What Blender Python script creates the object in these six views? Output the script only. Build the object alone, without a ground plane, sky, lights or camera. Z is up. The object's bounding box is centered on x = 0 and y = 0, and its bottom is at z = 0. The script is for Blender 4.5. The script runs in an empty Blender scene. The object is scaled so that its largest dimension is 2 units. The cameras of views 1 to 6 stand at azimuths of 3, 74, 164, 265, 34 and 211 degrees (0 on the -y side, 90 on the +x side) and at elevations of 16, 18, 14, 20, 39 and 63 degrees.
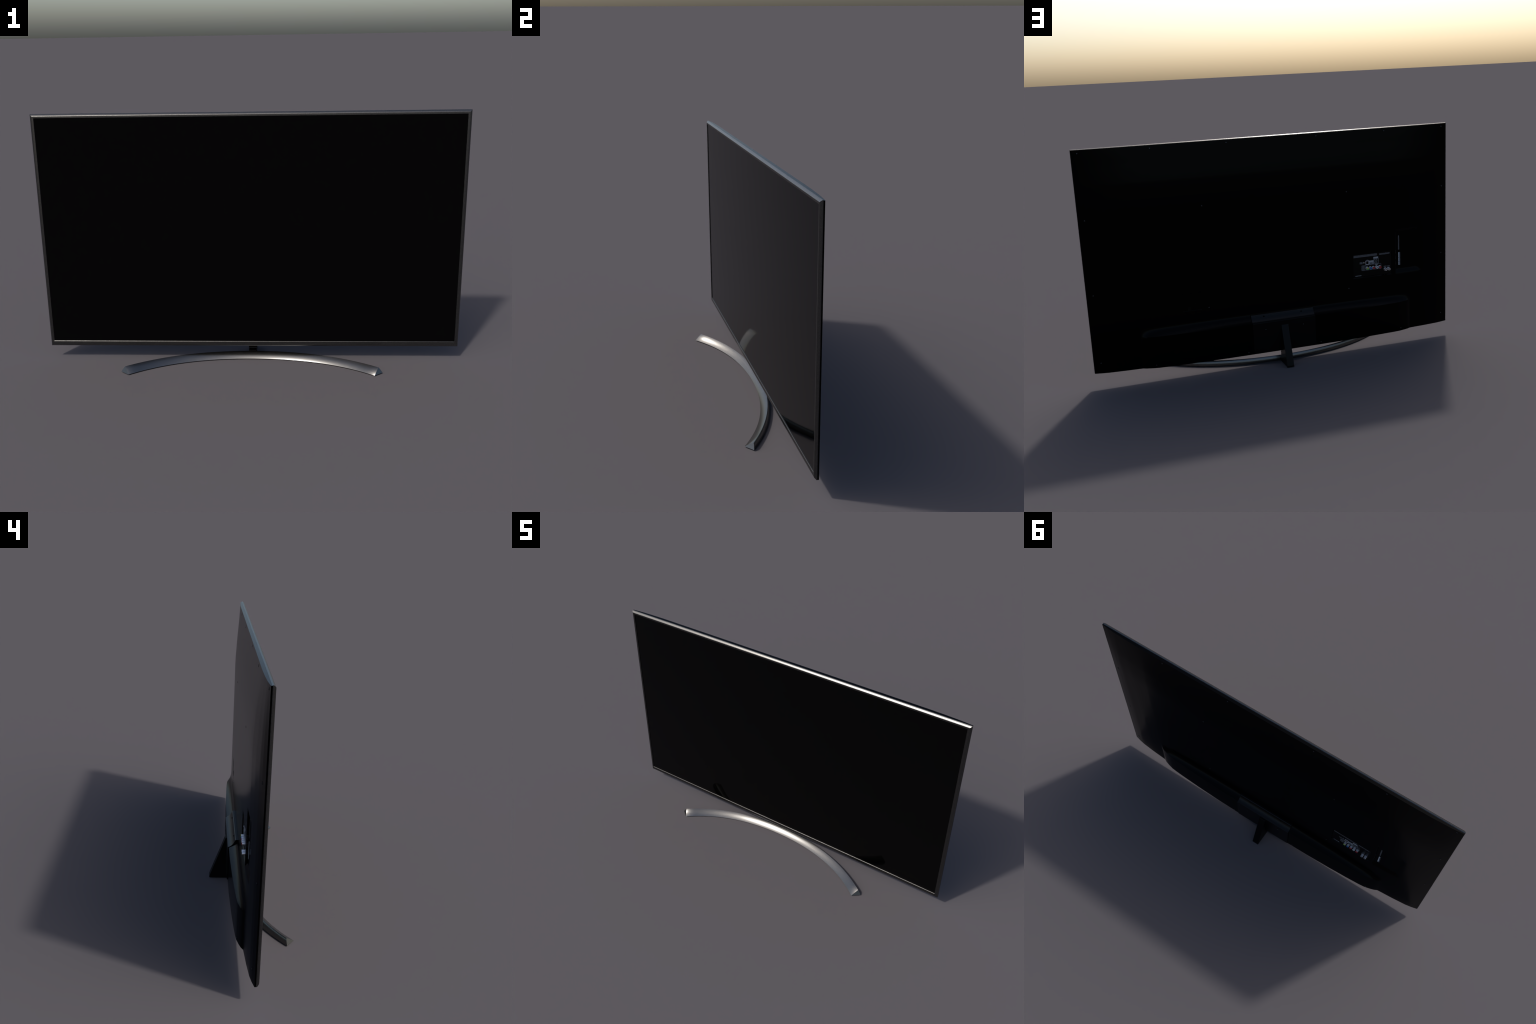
import bpy, bmesh, math
from mathutils import Vector, Matrix

# ----------------------------------------------------------------------------
# A wide flat-screen television on a bow-shaped metal foot.
# Screen faces -y; x is the width, z is up.
# ----------------------------------------------------------------------------

# ------------------------------------------------------------------ materials
def new_material(name):
    m = bpy.data.materials.new(name)
    m.use_nodes = True
    nt = m.node_tree
    return m, nt, nt.nodes['Principled BSDF']


def simple(name, colour, rough=0.5, metal=0.0, spec=0.5):
    m, nt, b = new_material(name)
    b.inputs['Base Color'].default_value = (*colour, 1)
    b.inputs['Roughness'].default_value = rough
    b.inputs['Metallic'].default_value = metal
    b.inputs['Specular IOR Level'].default_value = spec
    return m


def grained(name, dark, light, rough, metal, scale, spec=0.5, bump=0.0, stretch=(1, 1, 1)):
    """Colour wandering between two tones on fine noise, with an optional grain bump."""
    m, nt, b = new_material(name)
    tc = nt.nodes.new('ShaderNodeTexCoord')
    mp = nt.nodes.new('ShaderNodeMapping')
    mp.inputs['Scale'].default_value = stretch
    nz = nt.nodes.new('ShaderNodeTexNoise')
    nz.inputs['Scale'].default_value = scale
    nz.inputs['Detail'].default_value = 2.0
    rp = nt.nodes.new('ShaderNodeValToRGB')
    rp.color_ramp.elements[0].position = 0.3
    rp.color_ramp.elements[0].color = (*dark, 1)
    rp.color_ramp.elements[1].position = 0.7
    rp.color_ramp.elements[1].color = (*light, 1)
    nt.links.new(tc.outputs['Object'], mp.inputs['Vector'])
    nt.links.new(mp.outputs['Vector'], nz.inputs['Vector'])
    nt.links.new(nz.outputs['Fac'], rp.inputs['Fac'])
    nt.links.new(rp.outputs['Color'], b.inputs['Base Color'])
    b.inputs['Roughness'].default_value = rough
    b.inputs['Metallic'].default_value = metal
    b.inputs['Specular IOR Level'].default_value = spec
    if bump > 0:
        bp = nt.nodes.new('ShaderNodeBump')
        bp.inputs['Strength'].default_value = bump
        bp.inputs['Distance'].default_value = 0.0006
        nt.links.new(nz.outputs['Fac'], bp.inputs['Height'])
        nt.links.new(bp.outputs['Normal'], b.inputs['Normal'])
    return m


def small_print(name, ink, paper, line_scale, char_scale):
    """Rows of tiny illegible lettering: rows by a wave, characters by stretched noise."""
    m, nt, b = new_material(name)
    tc = nt.nodes.new('ShaderNodeTexCoord')
    wv = nt.nodes.new('ShaderNodeTexWave')
    wv.wave_type = 'BANDS'
    wv.bands_direction = 'Z'
    wv.inputs['Scale'].default_value = line_scale
    nz = nt.nodes.new('ShaderNodeTexNoise')
    nz.inputs['Scale'].default_value = char_scale
    nz.inputs['Detail'].default_value = 1.0
    mul = nt.nodes.new('ShaderNodeMath')
    mul.operation = 'MULTIPLY'
    rp = nt.nodes.new('ShaderNodeValToRGB')
    rp.color_ramp.elements[0].position = 0.18
    rp.color_ramp.elements[0].color = (*paper, 1)
    rp.color_ramp.elements[1].position = 0.34
    rp.color_ramp.elements[1].color = (*ink, 1)
    nt.links.new(tc.outputs['Object'], wv.inputs['Vector'])
    nt.links.new(tc.outputs['Object'], nz.inputs['Vector'])
    nt.links.new(wv.outputs['Fac'], mul.inputs[0])
    nt.links.new(nz.outputs['Fac'], mul.inputs[1])
    nt.links.new(mul.outputs[0], rp.inputs['Fac'])
    nt.links.new(rp.outputs['Color'], b.inputs['Base Color'])
    b.inputs['Roughness'].default_value = 0.6
    return m


M_SCREEN = simple('glossy_black_screen', (0.0003, 0.0003, 0.0003), 0.07, 0.0, 0.20)
M_BEZEL = grained('brushed_titanium_bezel', (0.075, 0.075, 0.074), (0.130, 0.129, 0.127), 0.30, 1.0, 420, bump=0.12)
M_SHELL = simple('satin_black_plastic', (0.00012, 0.00012, 0.00014), 0.20, 0.0, 0.065)
M_FOOT = grained('brushed_steel', (0.108, 0.108, 0.107), (0.122, 0.122, 0.121), 0.255, 1.0, 60, stretch=(0.15, 1, 6))
M_LEG = simple('dark_satin_metal', (0.0012, 0.0013, 0.0015), 0.38, 0.0, 0.12)
M_BRACKET = simple('dark_satin_plastic', (0.0005, 0.0005, 0.0006), 0.32, 0.0, 0.19)
M_RUBBER = simple('black_rubber', (0.006, 0.006, 0.006), 0.7)
M_HOLE = simple('black_hole', (0.0006, 0.0006, 0.0006), 0.8, 0.0, 0.1)
M_SCREW = simple('black_screw_steel', (0.05, 0.05, 0.055), 0.35, 0.8)
M_PORT = simple('port_black_plastic', (0.0003, 0.0003, 0.0003), 0.35, 0.0, 0.12)
M_NICKEL = simple('nickel_plating', (0.62, 0.62, 0.64), 0.32, 0.9)
M_WHITE_INK = simple('white_print', (0.42, 0.43, 0.45), 0.6)
M_GREY_INK = simple('grey_print', (0.16, 0.165, 0.175), 0.6)
M_PRINT = small_print('small_print_rows', (0.10, 0.10, 0.107), (0.012, 0.012, 0.013), 160, 420)
M_PRINT_PALE = small_print('small_print_pale', (0.10, 0.10, 0.11), (0.40, 0.41, 0.43), 190, 500)
M_LAN = simple('beige_socket', (0.46, 0.42, 0.43), 0.5)
M_YELLOW = simple('yellow_ring', (0.55, 0.50, 0.09), 0.5)
M_GREEN = simple('green_ring', (0.05, 0.36, 0.10), 0.5)
M_BLUE = simple('blue_ring', (0.015, 0.13, 0.38), 0.5)
M_RED = simple('red_ring', (0.42, 0.03, 0.035), 0.5)
M_WHITE = simple('white_ring', (0.55, 0.56, 0.57), 0.5)

# -------------------------------------------------------------------- helpers
root = bpy.data.objects.new('television', None)
bpy.context.scene.collection.objects.link(root)
root['label'] = 'wide black flat-screen television on a bowed silver metal foot'
root['category'] = 'television'


def link(name, mesh, parent=root, mats=()):
    ob = bpy.data.objects.new(name, mesh)
    bpy.context.scene.collection.objects.link(ob)
    ob.parent = parent
    for m in mats:
        mesh.materials.append(m)
    return ob


def from_bmesh(name, bm, mats, parent=root, smooth=None):
    bmesh.ops.recalc_face_normals(bm, faces=bm.faces)
    me = bpy.data.meshes.new(name)
    bm.to_mesh(me)
    bm.free()
    if smooth is not None:
        for p in me.polygons:
            p.use_smooth = True
        me.set_sharp_from_angle(angle=math.radians(smooth))
    return link(name, me, parent, mats)


def add_box(bm, x0, x1, y0, y1, z0, z1, mat=0):
    vs = [bm.verts.new((x, y, z)) for x in (x0, x1) for y in (y0, y1) for z in (z0, z1)]
    for f in ((0, 1, 3, 2), (4, 6, 7, 5), (0, 4, 5, 1), (2, 3, 7, 6), (0, 2, 6, 4), (1, 5, 7, 3)):
        bm.faces.new([vs[i] for i in f]).material_index = mat


def box(name, x0, x1, y0, y1, z0, z1, mat, parent=root, bevel=0.0):
    bm = bmesh.new()
    add_box(bm, x0, x1, y0, y1, z0, z1)
    if bevel:
        bmesh.ops.bevel(bm, geom=bm.edges[:], offset=bevel, segments=2, affect='EDGES')
    return from_bmesh(name, bm, [mat], parent, 40)


def revolve_y(bm, cx, cz, profile, seg=20, mats=None):
    """Surface of revolution about a line parallel to y; profile = [(radius, y), ...]."""
    rings = []
    for r, y in profile:
        if r < 1e-6:
            rings.append([bm.verts.new((cx, y, cz))])
        else:
            rings.append([bm.verts.new((cx + r * math.cos(2 * math.pi * k / seg), y,
                                        cz + r * math.sin(2 * math.pi * k / seg))) for k in range(seg)])
    for i in range(len(rings) - 1):
        a, b = rings[i], rings[i + 1]
        mi = mats[i] if mats else 0
        for k in range(seg):
            k2 = (k + 1) % seg
            if len(a) == 1:
                f = bm.faces.new((a[0], b[k], b[k2]))
            elif len(b) == 1:
                f = bm.faces.new((a[k], b[0], a[k2]))
            else:
                f = bm.faces.new((a[k], b[k], b[k2], a[k2]))
            f.material_index = mi


def prism_x(bm, profile, x0, x1, mat=0):
    """Extrude a closed (y, z) outline along x."""
    a = [bm.verts.new((x0, y, z)) for y, z in profile]
    b = [bm.verts.new((x1, y, z)) for y, z in profile]
    n = len(profile)
    for i in range(n):
        bm.faces.new((a[i], a[(i + 1) % n], b[(i + 1) % n], b[i])).material_index = mat
    bm.faces.new(a).material_index = mat
    bm.faces.new(list(reversed(b))).material_index = mat


def lerp_table(t, table):
    """Piecewise-linear lookup in an ascending table of (position, value)."""
    if t <= table[0][0]:
        return table[0][1]
    for (a, va), (b, vb) in zip(table, table[1:]):
        if t <= b:
            return va + (vb - va) * (t - a) / (b - a)
    return table[-1][1]


def smooth01(t):
    t = max(0.0, min(1.0, t))
    return t * t * (3 - 2 * t)

# ---------------------------------------------------------- overall dimensions
W = 1.0                       # half width of the bezel
Z0, Z1 = 0.0705, 1.2089       # bezel bottom and top
Y_FRONT = 0.0030              # bezel front face
Y_SCREEN = 0.0062             # glass
Y_SEAM = 0.0160               # bezel meets the back cover

# ---------------------------------------------------------------------- bezel
# (inset from the outer outline, y); the bottom rail is 9.5 mm taller
BEZEL_PROFILE = [(0.0024, Y_SEAM + 0.0006, 0), (0.0011, 0.0148, 0), (0.0002, 0.0132, 0), (0.0000, 0.0124, 0), (0.0008, 0.0110, 0),
                 (0.0034, 0.0080, 0), (0.0072, 0.0044, 0), (0.0094, Y_FRONT, 0), (0.0172, Y_FRONT, 1), (0.0182, 0.0039, 1),
                 (0.0184, 0.0090, 1), (0.0184, Y_SEAM - 0.002, 1), (0.0060, Y_SEAM, 0)]
EXTRA_BOTTOM = 0.0095


def build_bezel():
    bm = bmesh.new()
    loops = []
    for d, y, inner in BEZEL_PROFILE:
        e = EXTRA_BOTTOM * inner
        loops.append([bm.verts.new(p) for p in ((-W + d, y, Z0 + d + e), (W - d, y, Z0 + d + e),
                                                (W - d, y, Z1 - d), (-W + d, y, Z1 - d))])
    n = len(loops)
    for i in range(n):
        a, b = loops[i], loops[(i + 1) % n]
        for k in range(4):
            k2 = (k + 1) % 4
            bm.faces.new((a[k], a[k2], b[k2], b[k]))
    return from_bmesh('bezel', bm, [M_BEZEL], smooth=26)


bezel = build_bezel()
screen = box('screen', -W + 0.0165, W - 0.0165, Y_SCREEN, 0.0150, Z0 + 0.0265, Z1 - 0.0165, M_SCREEN)

# ----------------------------------------------------------------- back cover
# plan of the plain cover: depth against |x|
PLAN = [(0.0, 0.0540), (0.50, 0.0540), (0.60, 0.0537), (0.68, 0.0527), (0.755, 0.0506), (0.85, 0.0442),
        (0.93, 0.0365), (0.963, 0.0305), (0.999, 0.0215)]
# how far the cover has swollen to full depth at each height
SWELL = [(0.0, 1.0), (0.65, 1.0), (0.80, 1.02), (0.90, 1.04), (0.945, 1.01), (1.03, 0.875), (1.128, 0.60), (1.208, 0.40)]
# plan of the lower housing that stands proud of the cover
HOUSING = [(0.0, 0.0945), (0.18, 0.0940), (0.30, 0.0930), (0.46, 0.0885), (0.57, 0.0835), (0.645, 0.0790),
           (0.68, 0.0755), (0.713, 0.0675), (0.739, 0.0595), (0.756, 0.0505), (0.80, 0.0300), (1.0, 0.0)]
CREST = 0.2390                # top edge of the lower housing
COVE = 0.044                  # height of the hollow above the crest
SHELL_W, SHELL_Z0, SHELL_Z1 = 0.9988, 0.0700, 1.2065


def plain_cover(x, z):
    hx = lerp_table(abs(x), PLAN)
    m = lerp_table(z, SWELL)
    side = 0.0215 + (hx - 0.0215) * m
    cap = 0.032 + 0.022 * (m - 0.4) / 0.6
    k = 0.002
    h = max(k - abs(side - cap), 0.0) / k
    return min(side, cap) - h * h * k * 0.25


def housing(x, z):
    b = lerp_table(abs(x), HOUSING)
    if z <= CREST + 1e-6:
        return b
    s = (z - CREST) / COVE
    base = plain_cover(x, z)
    if s >= 1:
        return -1.0
    return base + max(b - base, 0.0) * (1 - s) ** 2.1


def ramp(v, lo, hi):
    return max(0.0, min(1.0, (v - lo) / (hi - lo)))


E_ = 0.0006
# pockets: x0, x1, z0, z1, depth, ramp widths at (x0, x1, z0, z1)
POCKETS = [(-0.832, -0.672, 0.400, 0.650, 0.0095, (0.028, E_, 0.024, 0.012)),     # side sockets
           (-0.652, -0.418, 0.400, 0.535, 0.0042, (E_, E_, 0.004, E_)),           # rear sockets
           (0.428, 0.527, 0.344, 0.438, 0.0010, (0.002, 0.002, 0.002, 0.002))]  # mains inlet


def cover(x, z):
    y = max(plain_cover(x, z), housing(x, z))
    for x0, x1, z0, z1, d, (a, b, c, e) in POCKETS:
        if x0 < x < x1 and z0 < z < z1:
            y -= d * min(ramp(x, x0, x0 + a), ramp(-x, -x1, -x1 + b), ramp(z, z0, z0 + c), ramp(-z, -z1, -z1 + e))
    return y


def grid_lines(lo, hi, step, keys):
    n = int(round((hi - lo) / step))
    vals = [lo + (hi - lo) * i / n for i in range(n + 1)]
    keys = sorted(keys)
    vals = [v for v in vals if all(abs(v - k) > step * 0.3 for k in keys) or v in (lo, hi)]
    return sorted(set(vals + keys))


def build_cover():
    kx, kz = set(), {CREST, CREST + COVE}
    for t in (PLAN, HOUSING):
        for a, _ in t[1:-1]:
            kx |= {a, -a}
    for x0, x1, z0, z1, d, (a, b, c, e) in POCKETS:
        kx |= {x0, x0 + a, x1 - b, x1}
        kz |= {z0, z0 + c, z1 - e, z1}
    kx = {k for k in kx if abs(k) < SHELL_W - 0.002}
    xs = grid_lines(-SHELL_W, SHELL_W, 0.010, kx)
    zs = grid_lines(SHELL_Z0, SHELL_Z1, 0.010, kz)
    zs = sorted(set(zs + [CREST + COVE * f for f in (0.04, 0.1, 0.18, 0.28, 0.42, 0.6, 0.8)]))
    bm = bmesh.new()
    g = [[bm.verts.new((x, cover(x, z), z)) for x in xs] for z in zs]
    for j in range(len(zs) - 1):
        for i in range(len(xs) - 1):
            bm.faces.new((g[j][i], g[j][i + 1], g[j + 1][i + 1], g[j + 1][i]))
    rim = ([g[0][i] for i in range(len(xs))] + [g[j][-1] for j in range(1, len(zs))] +
           [g[-1][i] for i in range(len(xs) - 2, -1, -1)] + [g[j][0] for j in range(len(zs) - 2, 0, -1)])
    front = [bm.verts.new((v.co.x, 0.0155, v.co.z)) for v in rim]
    n = len(rim)
    for k in range(n):
        bm.faces.new((rim[k], rim[(k + 1) % n], front[(k + 1) % n], front[k]))
    bm.faces.new(front)
    return from_bmesh('back_cover', bm, [M_SHELL], smooth=24)


back_cover = build_cover()

# screws in shallow dark wells, set square to the cover
SCREWS = [(s * x, z) for s in (1, -1) for x, z in ((0.968, 1.190), (0.623, 1.190), (0.239, 1.190), (0.967, 0.863),
                                                   (0.965, 0.482), (0.963, 0.125), (0.690, 0.085), (0.204, 0.084),
                                                   (0.391, 0.886), (0.391, 0.350))]


def screw_mesh(name):
    bm = bmesh.new()
    revolve_y(bm, 0, 0, [(0.0062, -0.0010), (0.0060, 0.0005), (0.0046, 0.0006), (0.0042, -0.0002),
                         (0.0036, -0.0002), (0.0030, 0.0006), (0.0012, 0.0009), (0.0009, 0.0002), (0, 0.0002)],
              18, [0, 0, 0, 1, 2, 2, 1, 1])
    bmesh.ops.recalc_face_normals(bm, faces=bm.faces)
    me = bpy.data.meshes.new(name)
    bm.to_mesh(me)
    bm.free()
    for m in (M_SHELL, M_HOLE, M_SCREW):
        me.materials.append(m)
    for p in me.polygons:
        p.use_smooth = True
    me.set_sharp_from_angle(angle=math.radians(40))
    return me


SCREW = screw_mesh('screw')


def place_screw(x, z, y=None, normal=None, parent=back_cover):
    if normal is None:
        e = 0.004
        normal = Vector((-(cover(x + e, z) - cover(x - e, z)) / (2 * e), 1.0,
                         -(cover(x, z + e) - cover(x, z - e)) / (2 * e))).normalized()
        y = cover(x, z)
    ob = bpy.data.objects.new('screw', SCREW)
    bpy.context.scene.collection.objects.link(ob)
    ob.parent = parent
    q = Vector((0, 1, 0)).rotation_difference(normal)
    ob.matrix_world = Matrix.Translation((x, y, z)) @ q.to_matrix().to_4x4()
    return ob


for sx, sz in SCREWS:
    place_screw(sx, sz)

# mains inlet details
Y_IN = cover(0.46, 0.39)
bm = bmesh.new()
revolve_y(bm, 0.463, 0.381, [(0.0045, Y_IN - 0.001), (0.0042, Y_IN + 0.0008), (0.0028, Y_IN + 0.0008), (0, Y_IN + 0.0003)], 18, [0, 0, 1])
from_bmesh('inlet_screw_well', bm, [M_SHELL, M_HOLE], back_cover, 40)
box('cable_slot', 0.488, 0.503, Y_IN - 0.001, Y_IN + 0.0012, 0.346, 0.366, M_PORT, back_cover, 0.0006)

# -------------------------------------------------------- rear socket panel
YP = cover(-0.53, 0.46)       # floor of the rear pocket
sockets = box('rear_socket_panel', -0.648, -0.422, YP - 0.001, YP + 0.0006, 0.408, 0.5325, M_PORT, back_cover)


def mark(name, x0, x1, z0, z1, mat, parent, base=None, h=0.0005):
    y = (YP + 0.0005) if base is None else base
    return box(name, x0, x1, y, y + h, z0, z1, mat, parent)


def frame(name, x0, x1, z0, z1, w, mat, parent, base=None, h=0.0006):
    y = (YP + 0.0005) if base is None else base
    bm = bmesh.new()
    add_box(bm, x0, x1, y, y + h, z0, z0 + w)
    add_box(bm, x0, x1, y, y + h, z1 - w, z1)
    add_box(bm, x0, x0 + w, y, y + h, z0 + w, z1 - w)
    add_box(bm, x1 - w, x1, y, y + h, z0 + w, z1 - w)
    return from_bmesh(name, bm, [mat], parent)


# printed notices
mark('printed_notice', -0.563, -0.424, 0.5165, 0.5290, M_PRINT, sockets)
mark('printed_notice', -0.638, -0.575, 0.5175, 0.5260, M_PRINT, sockets)
mark('printed_notice', -0.477, -0.459, 0.477, 0.489, M_PRINT, sockets)
mark('printed_notice', -0.468, -0.432, 0.4115, 0.4145, M_GREY_INK, sockets)
mark('printed_notice', -0.618, -0.602, 0.4450, 0.4525, M_PRINT, sockets)
mark('printed_notice', -0.638, -0.622, 0.4450, 0.4515, M_PRINT, sockets)
mark('printed_notice', -0.505, -0.494, 0.4600, 0.4630, M_PRINT, sockets)
mark('printed_heading', -0.569, -0.541, 0.5010, 0.5100, M_PRINT_PALE, sockets)
mark('printed_heading', -0.541, -0.5155, 0.4835, 0.4915, M_PRINT_PALE, sockets)
mark('printed_heading', -0.565, -0.551, 0.4620, 0.4660, M_PRINT_PALE, sockets)

# two stacked sockets on the right
frame('socket_outline', -0.571, -0.541, 0.4700, 0.5010, 0.0015, M_GREY_INK, sockets)
for z in (0.4935, 0.4775):
    mark('display_socket', -0.563, -0.546, z - 0.0035, z + 0.0035, M_GREY_INK, sockets)
    mark('display_socket', -0.561, -0.548, z - 0.0020, z + 0.0020, M_HOLE, sockets, YP + 0.0008)
mark('outline_rule', -0.569, -0.543, 0.4850, 0.4858, M_GREY_INK, sockets)
# optical sound socket
mark('socket_surround', -0.541, -0.5155, 0.4710, 0.4830, M_GREY_INK, sockets)
mark('optical_socket', -0.534, -0.5205, 0.4750, 0.4790, M_HOLE, sockets, YP + 0.0008)
# network socket
frame('network_socket', -0.5145, -0.494, 0.4710, 0.4930, 0.0024, M_LAN, sockets, h=0.0012)
bm = bmesh.new()
yk = YP + 0.0009
prof = [(-0.512, 0.4905), (-0.4965, 0.4905), (-0.4965, 0.4790), (-0.5000, 0.4755), (-0.5020, 0.4755), (-0.5020, 0.4730),
        (-0.5065, 0.4730), (-0.5065, 0.4755), (-0.5085, 0.4755), (-0.5120, 0.4790)]
fa = [bm.verts.new((x, yk, z)) for x, z in prof]
fb = [bm.verts.new((x, YP + 0.0004, z)) for x, z in prof]
bm.faces.new(fa)
for i in range(len(prof)):
    j = (i + 1) % len(prof)
    bm.faces.new((fa[i], fa[j], fb[j], fb[i]))
from_bmesh('network_socket_opening', bm, [M_HOLE], sockets)
mark('network_socket_backing', -0.5144, -0.4941, 0.4711, 0.4735, M_LAN, sockets, YP + 0.0003, 0.0004)
# word over the network socket
cu = bpy.data.curves.new('word', 'FONT')
cu.body = 'LAN'
cu.size = 0.0062
cu.extrude = 0.0002
cu.align_x = 'CENTER'
to = bpy.data.objects.new('word', cu)
bpy.context.scene.collection.objects.link(to)
to.matrix_world = Matrix.Translation((-0.5042, YP + 0.0008, 0.4945)) @ Matrix(((-1, 0, 0, 0), (0, 0, 1, 0), (0, 1, 0, 0), (0, 0, 0, 1)))
bpy.context.view_layer.update()
me = bpy.data.meshes.new_from_object(to)
me.transform(to.matrix_world)
bpy.data.objects.remove(to)
link('word', me, sockets, [M_GREY_INK])
# headphone socket and serial socket
bm = bmesh.new()
revolve_y(bm, -0.4835, 0.4845, [(0.0036, YP), (0.0036, YP + 0.0030), (0.0020, YP + 0.0030), (0.0016, YP + 0.001), (0, YP + 0.001)], 16, [0, 0, 1, 1])
from_bmesh('headphone_socket', bm, [M_NICKEL, M_HOLE], sockets, 40)
frame('socket_outline', -0.492, -0.470, 0.4395, 0.4680, 0.0014, M_GREY_INK, sockets)
mark('printed_notice', -0.4885, -0.4735, 0.4425, 0.4650, M_PRINT, sockets)
frame('socket_outline', -0.586, -0.4905, 0.4390, 0.4690, 0.0011, M_GREY_INK, sockets)


def round_socket(name, x, z, length, body, ring_mats, r=0.0066):
    """Plated barrel with a coloured ring; two ring colours split it into an upper and a lower half."""
    bm = bmesh.new()
    y0 = YP
    y1 = YP + length
    revolve_y(bm, x, z, [(r * 1.25, y0), (r * 1.25, y0 + 0.002), (r, y0 + 0.002), (r, y1 - 0.0015),
                         (r * 0.96, y1), (r * 0.42, y1), (r * 0.36, y1 - 0.003), (0, y1 - 0.003)], 24,
              [0, 0, 0, 1, 1, 2, 2])
    if len(ring_mats) > 1:
        for f in bm.faces:
            if f.material_index == 1 and f.calc_center_median().z < z:
                f.material_index = 3
    return from_bmesh(name, bm, [body, ring_mats[0], M_HOLE] + ring_mats[1:], sockets, 40)


for x, rings in ((-0.5015, [M_YELLOW, M_GREEN]), (-0.5205, [M_BLUE]), (-0.539, [M_RED]), (-0.558, [M_WHITE]), (-0.5765, [M_RED])):
    round_socket('picture_sound_socket', x, 0.451, 0.0138, M_NICKEL, rings)
for x in (-0.610, -0.6295):
    round_socket('aerial_socket', x, 0.4335, 0.0150, M_NICKEL, [M_NICKEL], 0.0070)

# --------------------------------------------------------- side socket wall
XW = -0.6726
side = box('side_socket_panel', XW - 0.0012, XW + 0.002, cover(-0.6735, 0.5) + 0.0002, cover(-0.6710, 0.5) - 0.0006, 0.428, 0.636, M_PORT, back_cover)
yw0, yw1 = cover(-0.6735, 0.5), cover(-0.6710, 0.5)
for z in (0.524, 0.492, 0.459):
    bm = bmesh.new()
    add_box(bm, XW - 0.0030, XW - 0.0008, yw0 + 0.0020, yw1 - 0.0020, z - 0.009, z + 0.009, 0)
    add_box(bm, XW - 0.0034, XW - 0.0026, yw0 + 0.0033, yw1 - 0.0033, z - 0.0075, z + 0.0075, 1)
    from_bmesh('side_socket', bm, [M_SCREW, M_HOLE], side)
for z0, z1 in ((0.488, 0.517), (0.4665, 0.4855), (0.445, 0.4645)):
    yb = cover(-0.698, 0.5)
    mark('printed_heading', -0.7000, -0.6945, z0, z1, M_WHITE_INK, back_cover, yb - 0.0004, 0.0012)
    frame('socket_outline', -0.7050, -0.7000, z0, z1, 0.0010, M_GREY_INK, back_cover, cover(-0.703, 0.5) - 0.0004, 0.0012)
mark('printed_notice', -0.7000, -0.6935, 0.533, 0.613, M_PRINT, back_cover, cover(-0.697, 0.5) - 0.0004, 0.0010)

# ------------------------------------------------------------ mounting bracket
BX = 0.1735
BR = [(0.0500, 0.2765), (0.0630, 0.2765), (0.0662, 0.2740), (0.0690, 0.2670), (0.0730, 0.2600), (0.0785, 0.2530), (0.0850, 0.2470),
      (0.0920, 0.2425), (0.0985, 0.2400), (0.0993, 0.2388), (0.0990, 0.2300), (0.0980, 0.0745), (0.0972, 0.0735), (0.0500, 0.0735)]
bm = bmesh.new()
prism_x(bm, BR, -BX, BX)
bracket = from_bmesh('mounting_bracket', bm, [M_BRACKET], smooth=28)
for s in (1, -1):
    bm = bmesh.new()
    revolve_y(bm, s * 0.1045, 0.2645, [(0.0045, 0.0640), (0.0045, 0.0716), (0, 0.0716)], 18)
    from_bmesh('screw_well', bm, [M_HOLE], bracket, 40)
    place_screw(s * 0.105, 0.200, 0.0988, Vector((0, 1, 0)), bracket)

# ------------------------------------------------------------------- stand leg
LX = 0.0192
leg_profile = [(0.0900, 0.2155), (0.1025, 0.2155), (0.1040, 0.2120), (0.1765, 0.0085), (0.1770, 0.0050), (0.1765, 0.0005), (0.0460, 0.0005),
               (0.0480, 0.0200), (0.0560, 0.0300), (0.0700, 0.0345), (0.0735, 0.0420), (0.0720, 0.0650), (0.0720, 0.1000), (0.0900, 0.1200)]
bm = bmesh.new()
prism_x(bm, leg_profile, -LX, LX)
leg = from_bmesh('stand_leg', bm, [M_LEG], smooth=28)
bv = leg.modifiers.new('soft_edges', 'BEVEL')
bv.width = 0.0010
bv.segments = 2
bv.limit_method = 'ANGLE'
bv.angle_limit = math.radians(50)
# ribbed neck between the housing and the foot
bm = bmesh.new()
for k, z in enumerate((0.0640, 0.0530, 0.0420)):
    add_box(bm, -LX - 0.0008, LX + 0.0008, 0.0670 + 0.001 * k, 0.0800, z - 0.0040, z + 0.0040)
bmesh.ops.bevel(bm, geom=bm.edges[:], offset=0.0012, segments=2, affect='EDGES')
from_bmesh('neck_rib', bm, [M_LEG], leg, 40)

# ------------------------------------------------------------------ stand foot
# three edges of the bow, each y = a - b x^2 - c x^4 over its own half length
FRONT_EDGE = (0.0125, 0.4153, 0.4354, 0.5812)
RIDGE = (0.0480, 0.4190, 0.2850, 0.6028)
REAR_EDGE = (0.0560, 0.3540, 0.4270, 0.6215)
FOOT_H = 0.0280


def edge_point(e, t, z):
    a, b, c, half = e
    x = t * half
    return Vector((x, a - b * x * x - c * x ** 4, z))


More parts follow.
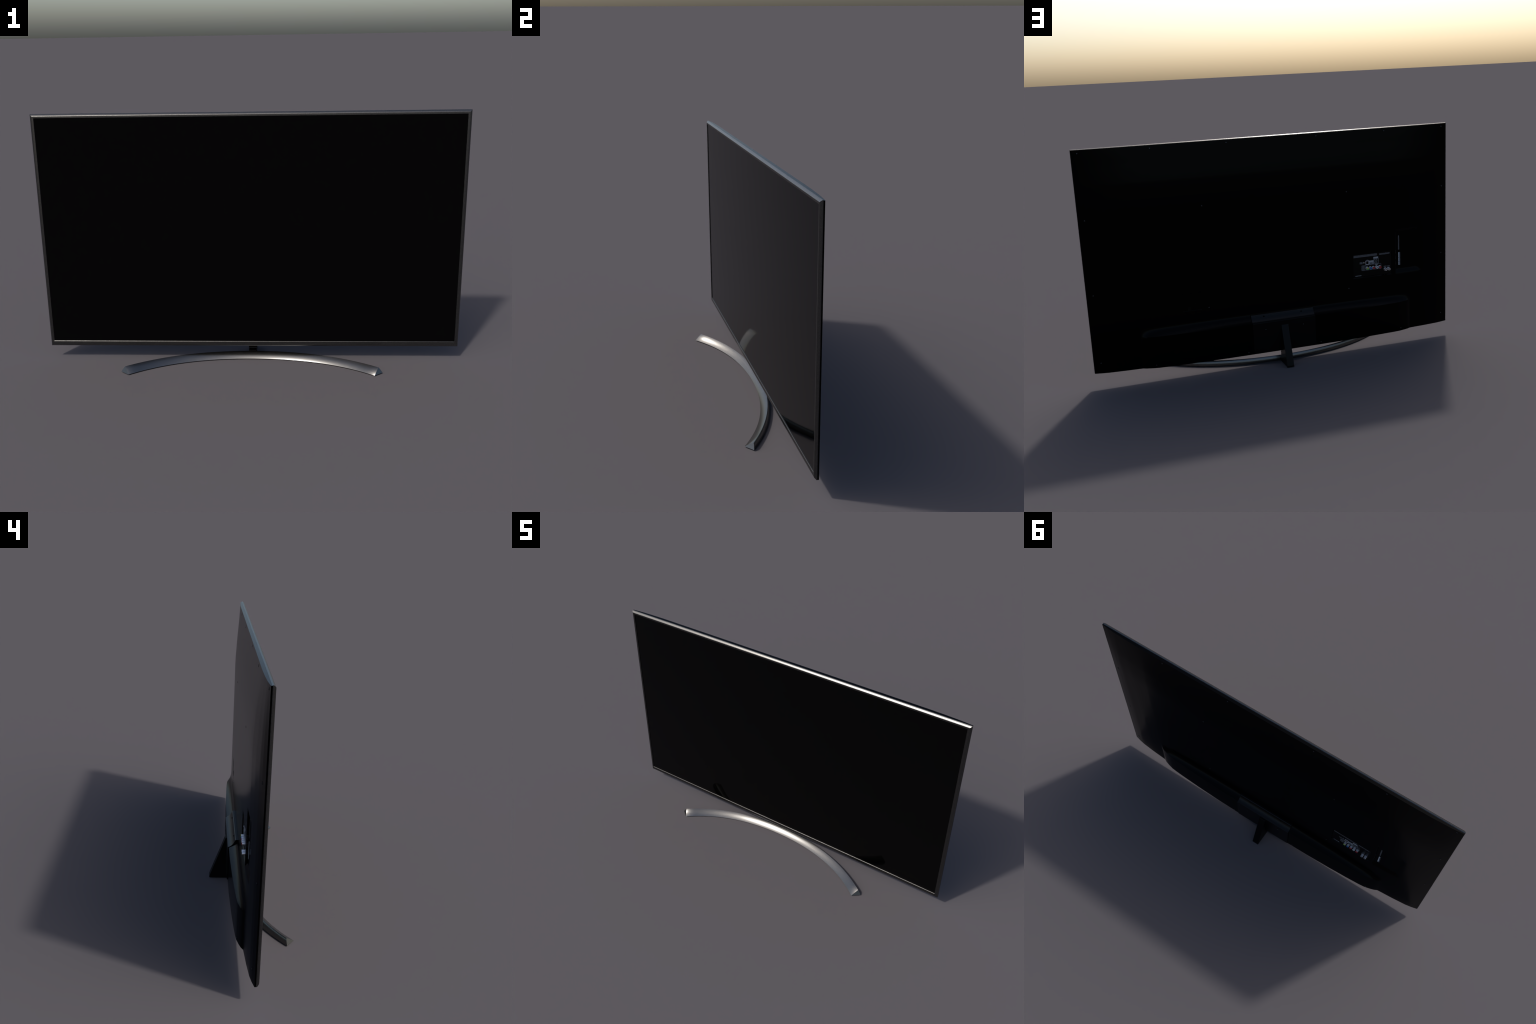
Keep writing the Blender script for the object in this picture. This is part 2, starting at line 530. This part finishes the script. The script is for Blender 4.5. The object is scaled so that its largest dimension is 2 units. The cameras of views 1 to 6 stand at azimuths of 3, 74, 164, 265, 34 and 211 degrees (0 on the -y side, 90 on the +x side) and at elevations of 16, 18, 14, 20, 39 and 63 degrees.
def build_foot():
    NT, NF, NR = 96, 9, 6
    bm = bmesh.new()
    normals = {}
    rows = []
    for i in range(NT + 1):
        t = -1 + 2 * i / NT
        f, r, q = edge_point(FRONT_EDGE, t, 0.0022), edge_point(RIDGE, t, FOOT_H), edge_point(REAR_EDGE, t, 0.0022)
        dt = 1e-3
        along = (edge_point(RIDGE, t + dt, 0) - edge_point(RIDGE, t - dt, 0)).normalized()
        out = Vector((along.y, -along.x, 0))          # horizontal, towards the viewer
        tip = max(0.0, (abs(t) - 0.91) / 0.09) ** 2 * 0.25
        row = []
        for k in range(NF + 1):
            s = k / NF
            el = math.radians(39 + 24 * s)
            n = out * math.cos(el) + Vector((0, 0, math.sin(el))) + along * (tip if t > 0 else -tip)
            p = f.lerp(r, s) + (out * 0.61 + Vector((0, 0, 0.79))) * (0.0010 * 4 * s * (1 - s))
            row.append((p, n.normalized(), None))
        el = math.radians(144)
        back_top = out * math.cos(el) + Vector((0, 0, math.sin(el)))
        for k in range(1, NR + 1):
            s = k / NR
            el = math.radians(148 + 36 * s)
            n = out * math.cos(el) + Vector((0, 0, math.sin(el)))
            p = r.lerp(q, s) + (out * -0.9 + Vector((0, 0, 0.3))) * (0.0012 * 4 * s * (1 - s))
            row.append((p, n.normalized(), back_top))
        rows.append(row)
    verts = [[bm.verts.new(p) for p, n, b in row] for row in rows]
    m = len(rows[0])
    for i in range(NT):
        for k in range(m - 1):
            bm.faces.new((verts[i][k], verts[i + 1][k], verts[i + 1][k + 1], verts[i][k + 1]))
        bm.faces.new((verts[i][m - 1], verts[i + 1][m - 1], verts[i + 1][0], verts[i][0]))
    bm.faces.new(verts[0])
    bm.faces.new(list(reversed(verts[-1])))
    bmesh.ops.recalc_face_normals(bm, faces=bm.faces)
    bm.verts.index_update()
    ridge_back = {verts[i][NF].index: rows[i][NF + 1][2] for i in range(NT + 1)}
    table = {verts[i][k].index: rows[i][k][1] for i in range(NT + 1) for k in range(m)}
    body_faces = NT * m
    me = bpy.data.meshes.new('stand_foot')
    bm.to_mesh(me)
    bm.free()
    loop_normals = [Vector((0, 0, 1))] * len(me.loops)
    for p in me.polygons:
        p.use_smooth = True
        plain = p.index >= body_faces or p.normal.z < -0.9
        for li in p.loop_indices:
            vi = me.loops[li].vertex_index
            back = p.index % m >= NF
            loop_normals[li] = p.normal.copy() if plain else (ridge_back[vi] if back and vi in ridge_back else table[vi])
    me.normals_split_custom_set([tuple(n) for n in loop_normals])
    return link('stand_foot', me, root, [M_FOOT])


foot = build_foot()

# thin rubber sole under the foot
bm = bmesh.new()
NT = 96
rings = []
for i in range(NT + 1):
    t = (-1 + 2 * i / NT) * 0.997
    f, q = edge_point(FRONT_EDGE, t, 0), edge_point(REAR_EDGE, t, 0)
    a, b = f.lerp(q, 0.03), f.lerp(q, 0.97)
    rings.append([bm.verts.new((a.x, a.y, 0)), bm.verts.new((b.x, b.y, 0)), bm.verts.new((b.x, b.y, 0.0024)), bm.verts.new((a.x, a.y, 0.0024))])
for i in range(NT):
    for k in range(4):
        bm.faces.new((rings[i][k], rings[i + 1][k], rings[i + 1][(k + 1) % 4], rings[i][(k + 1) % 4]))
bm.faces.new(rings[0])
bm.faces.new(list(reversed(rings[-1])))
from_bmesh('rubber_sole', bm, [M_RUBBER], foot)
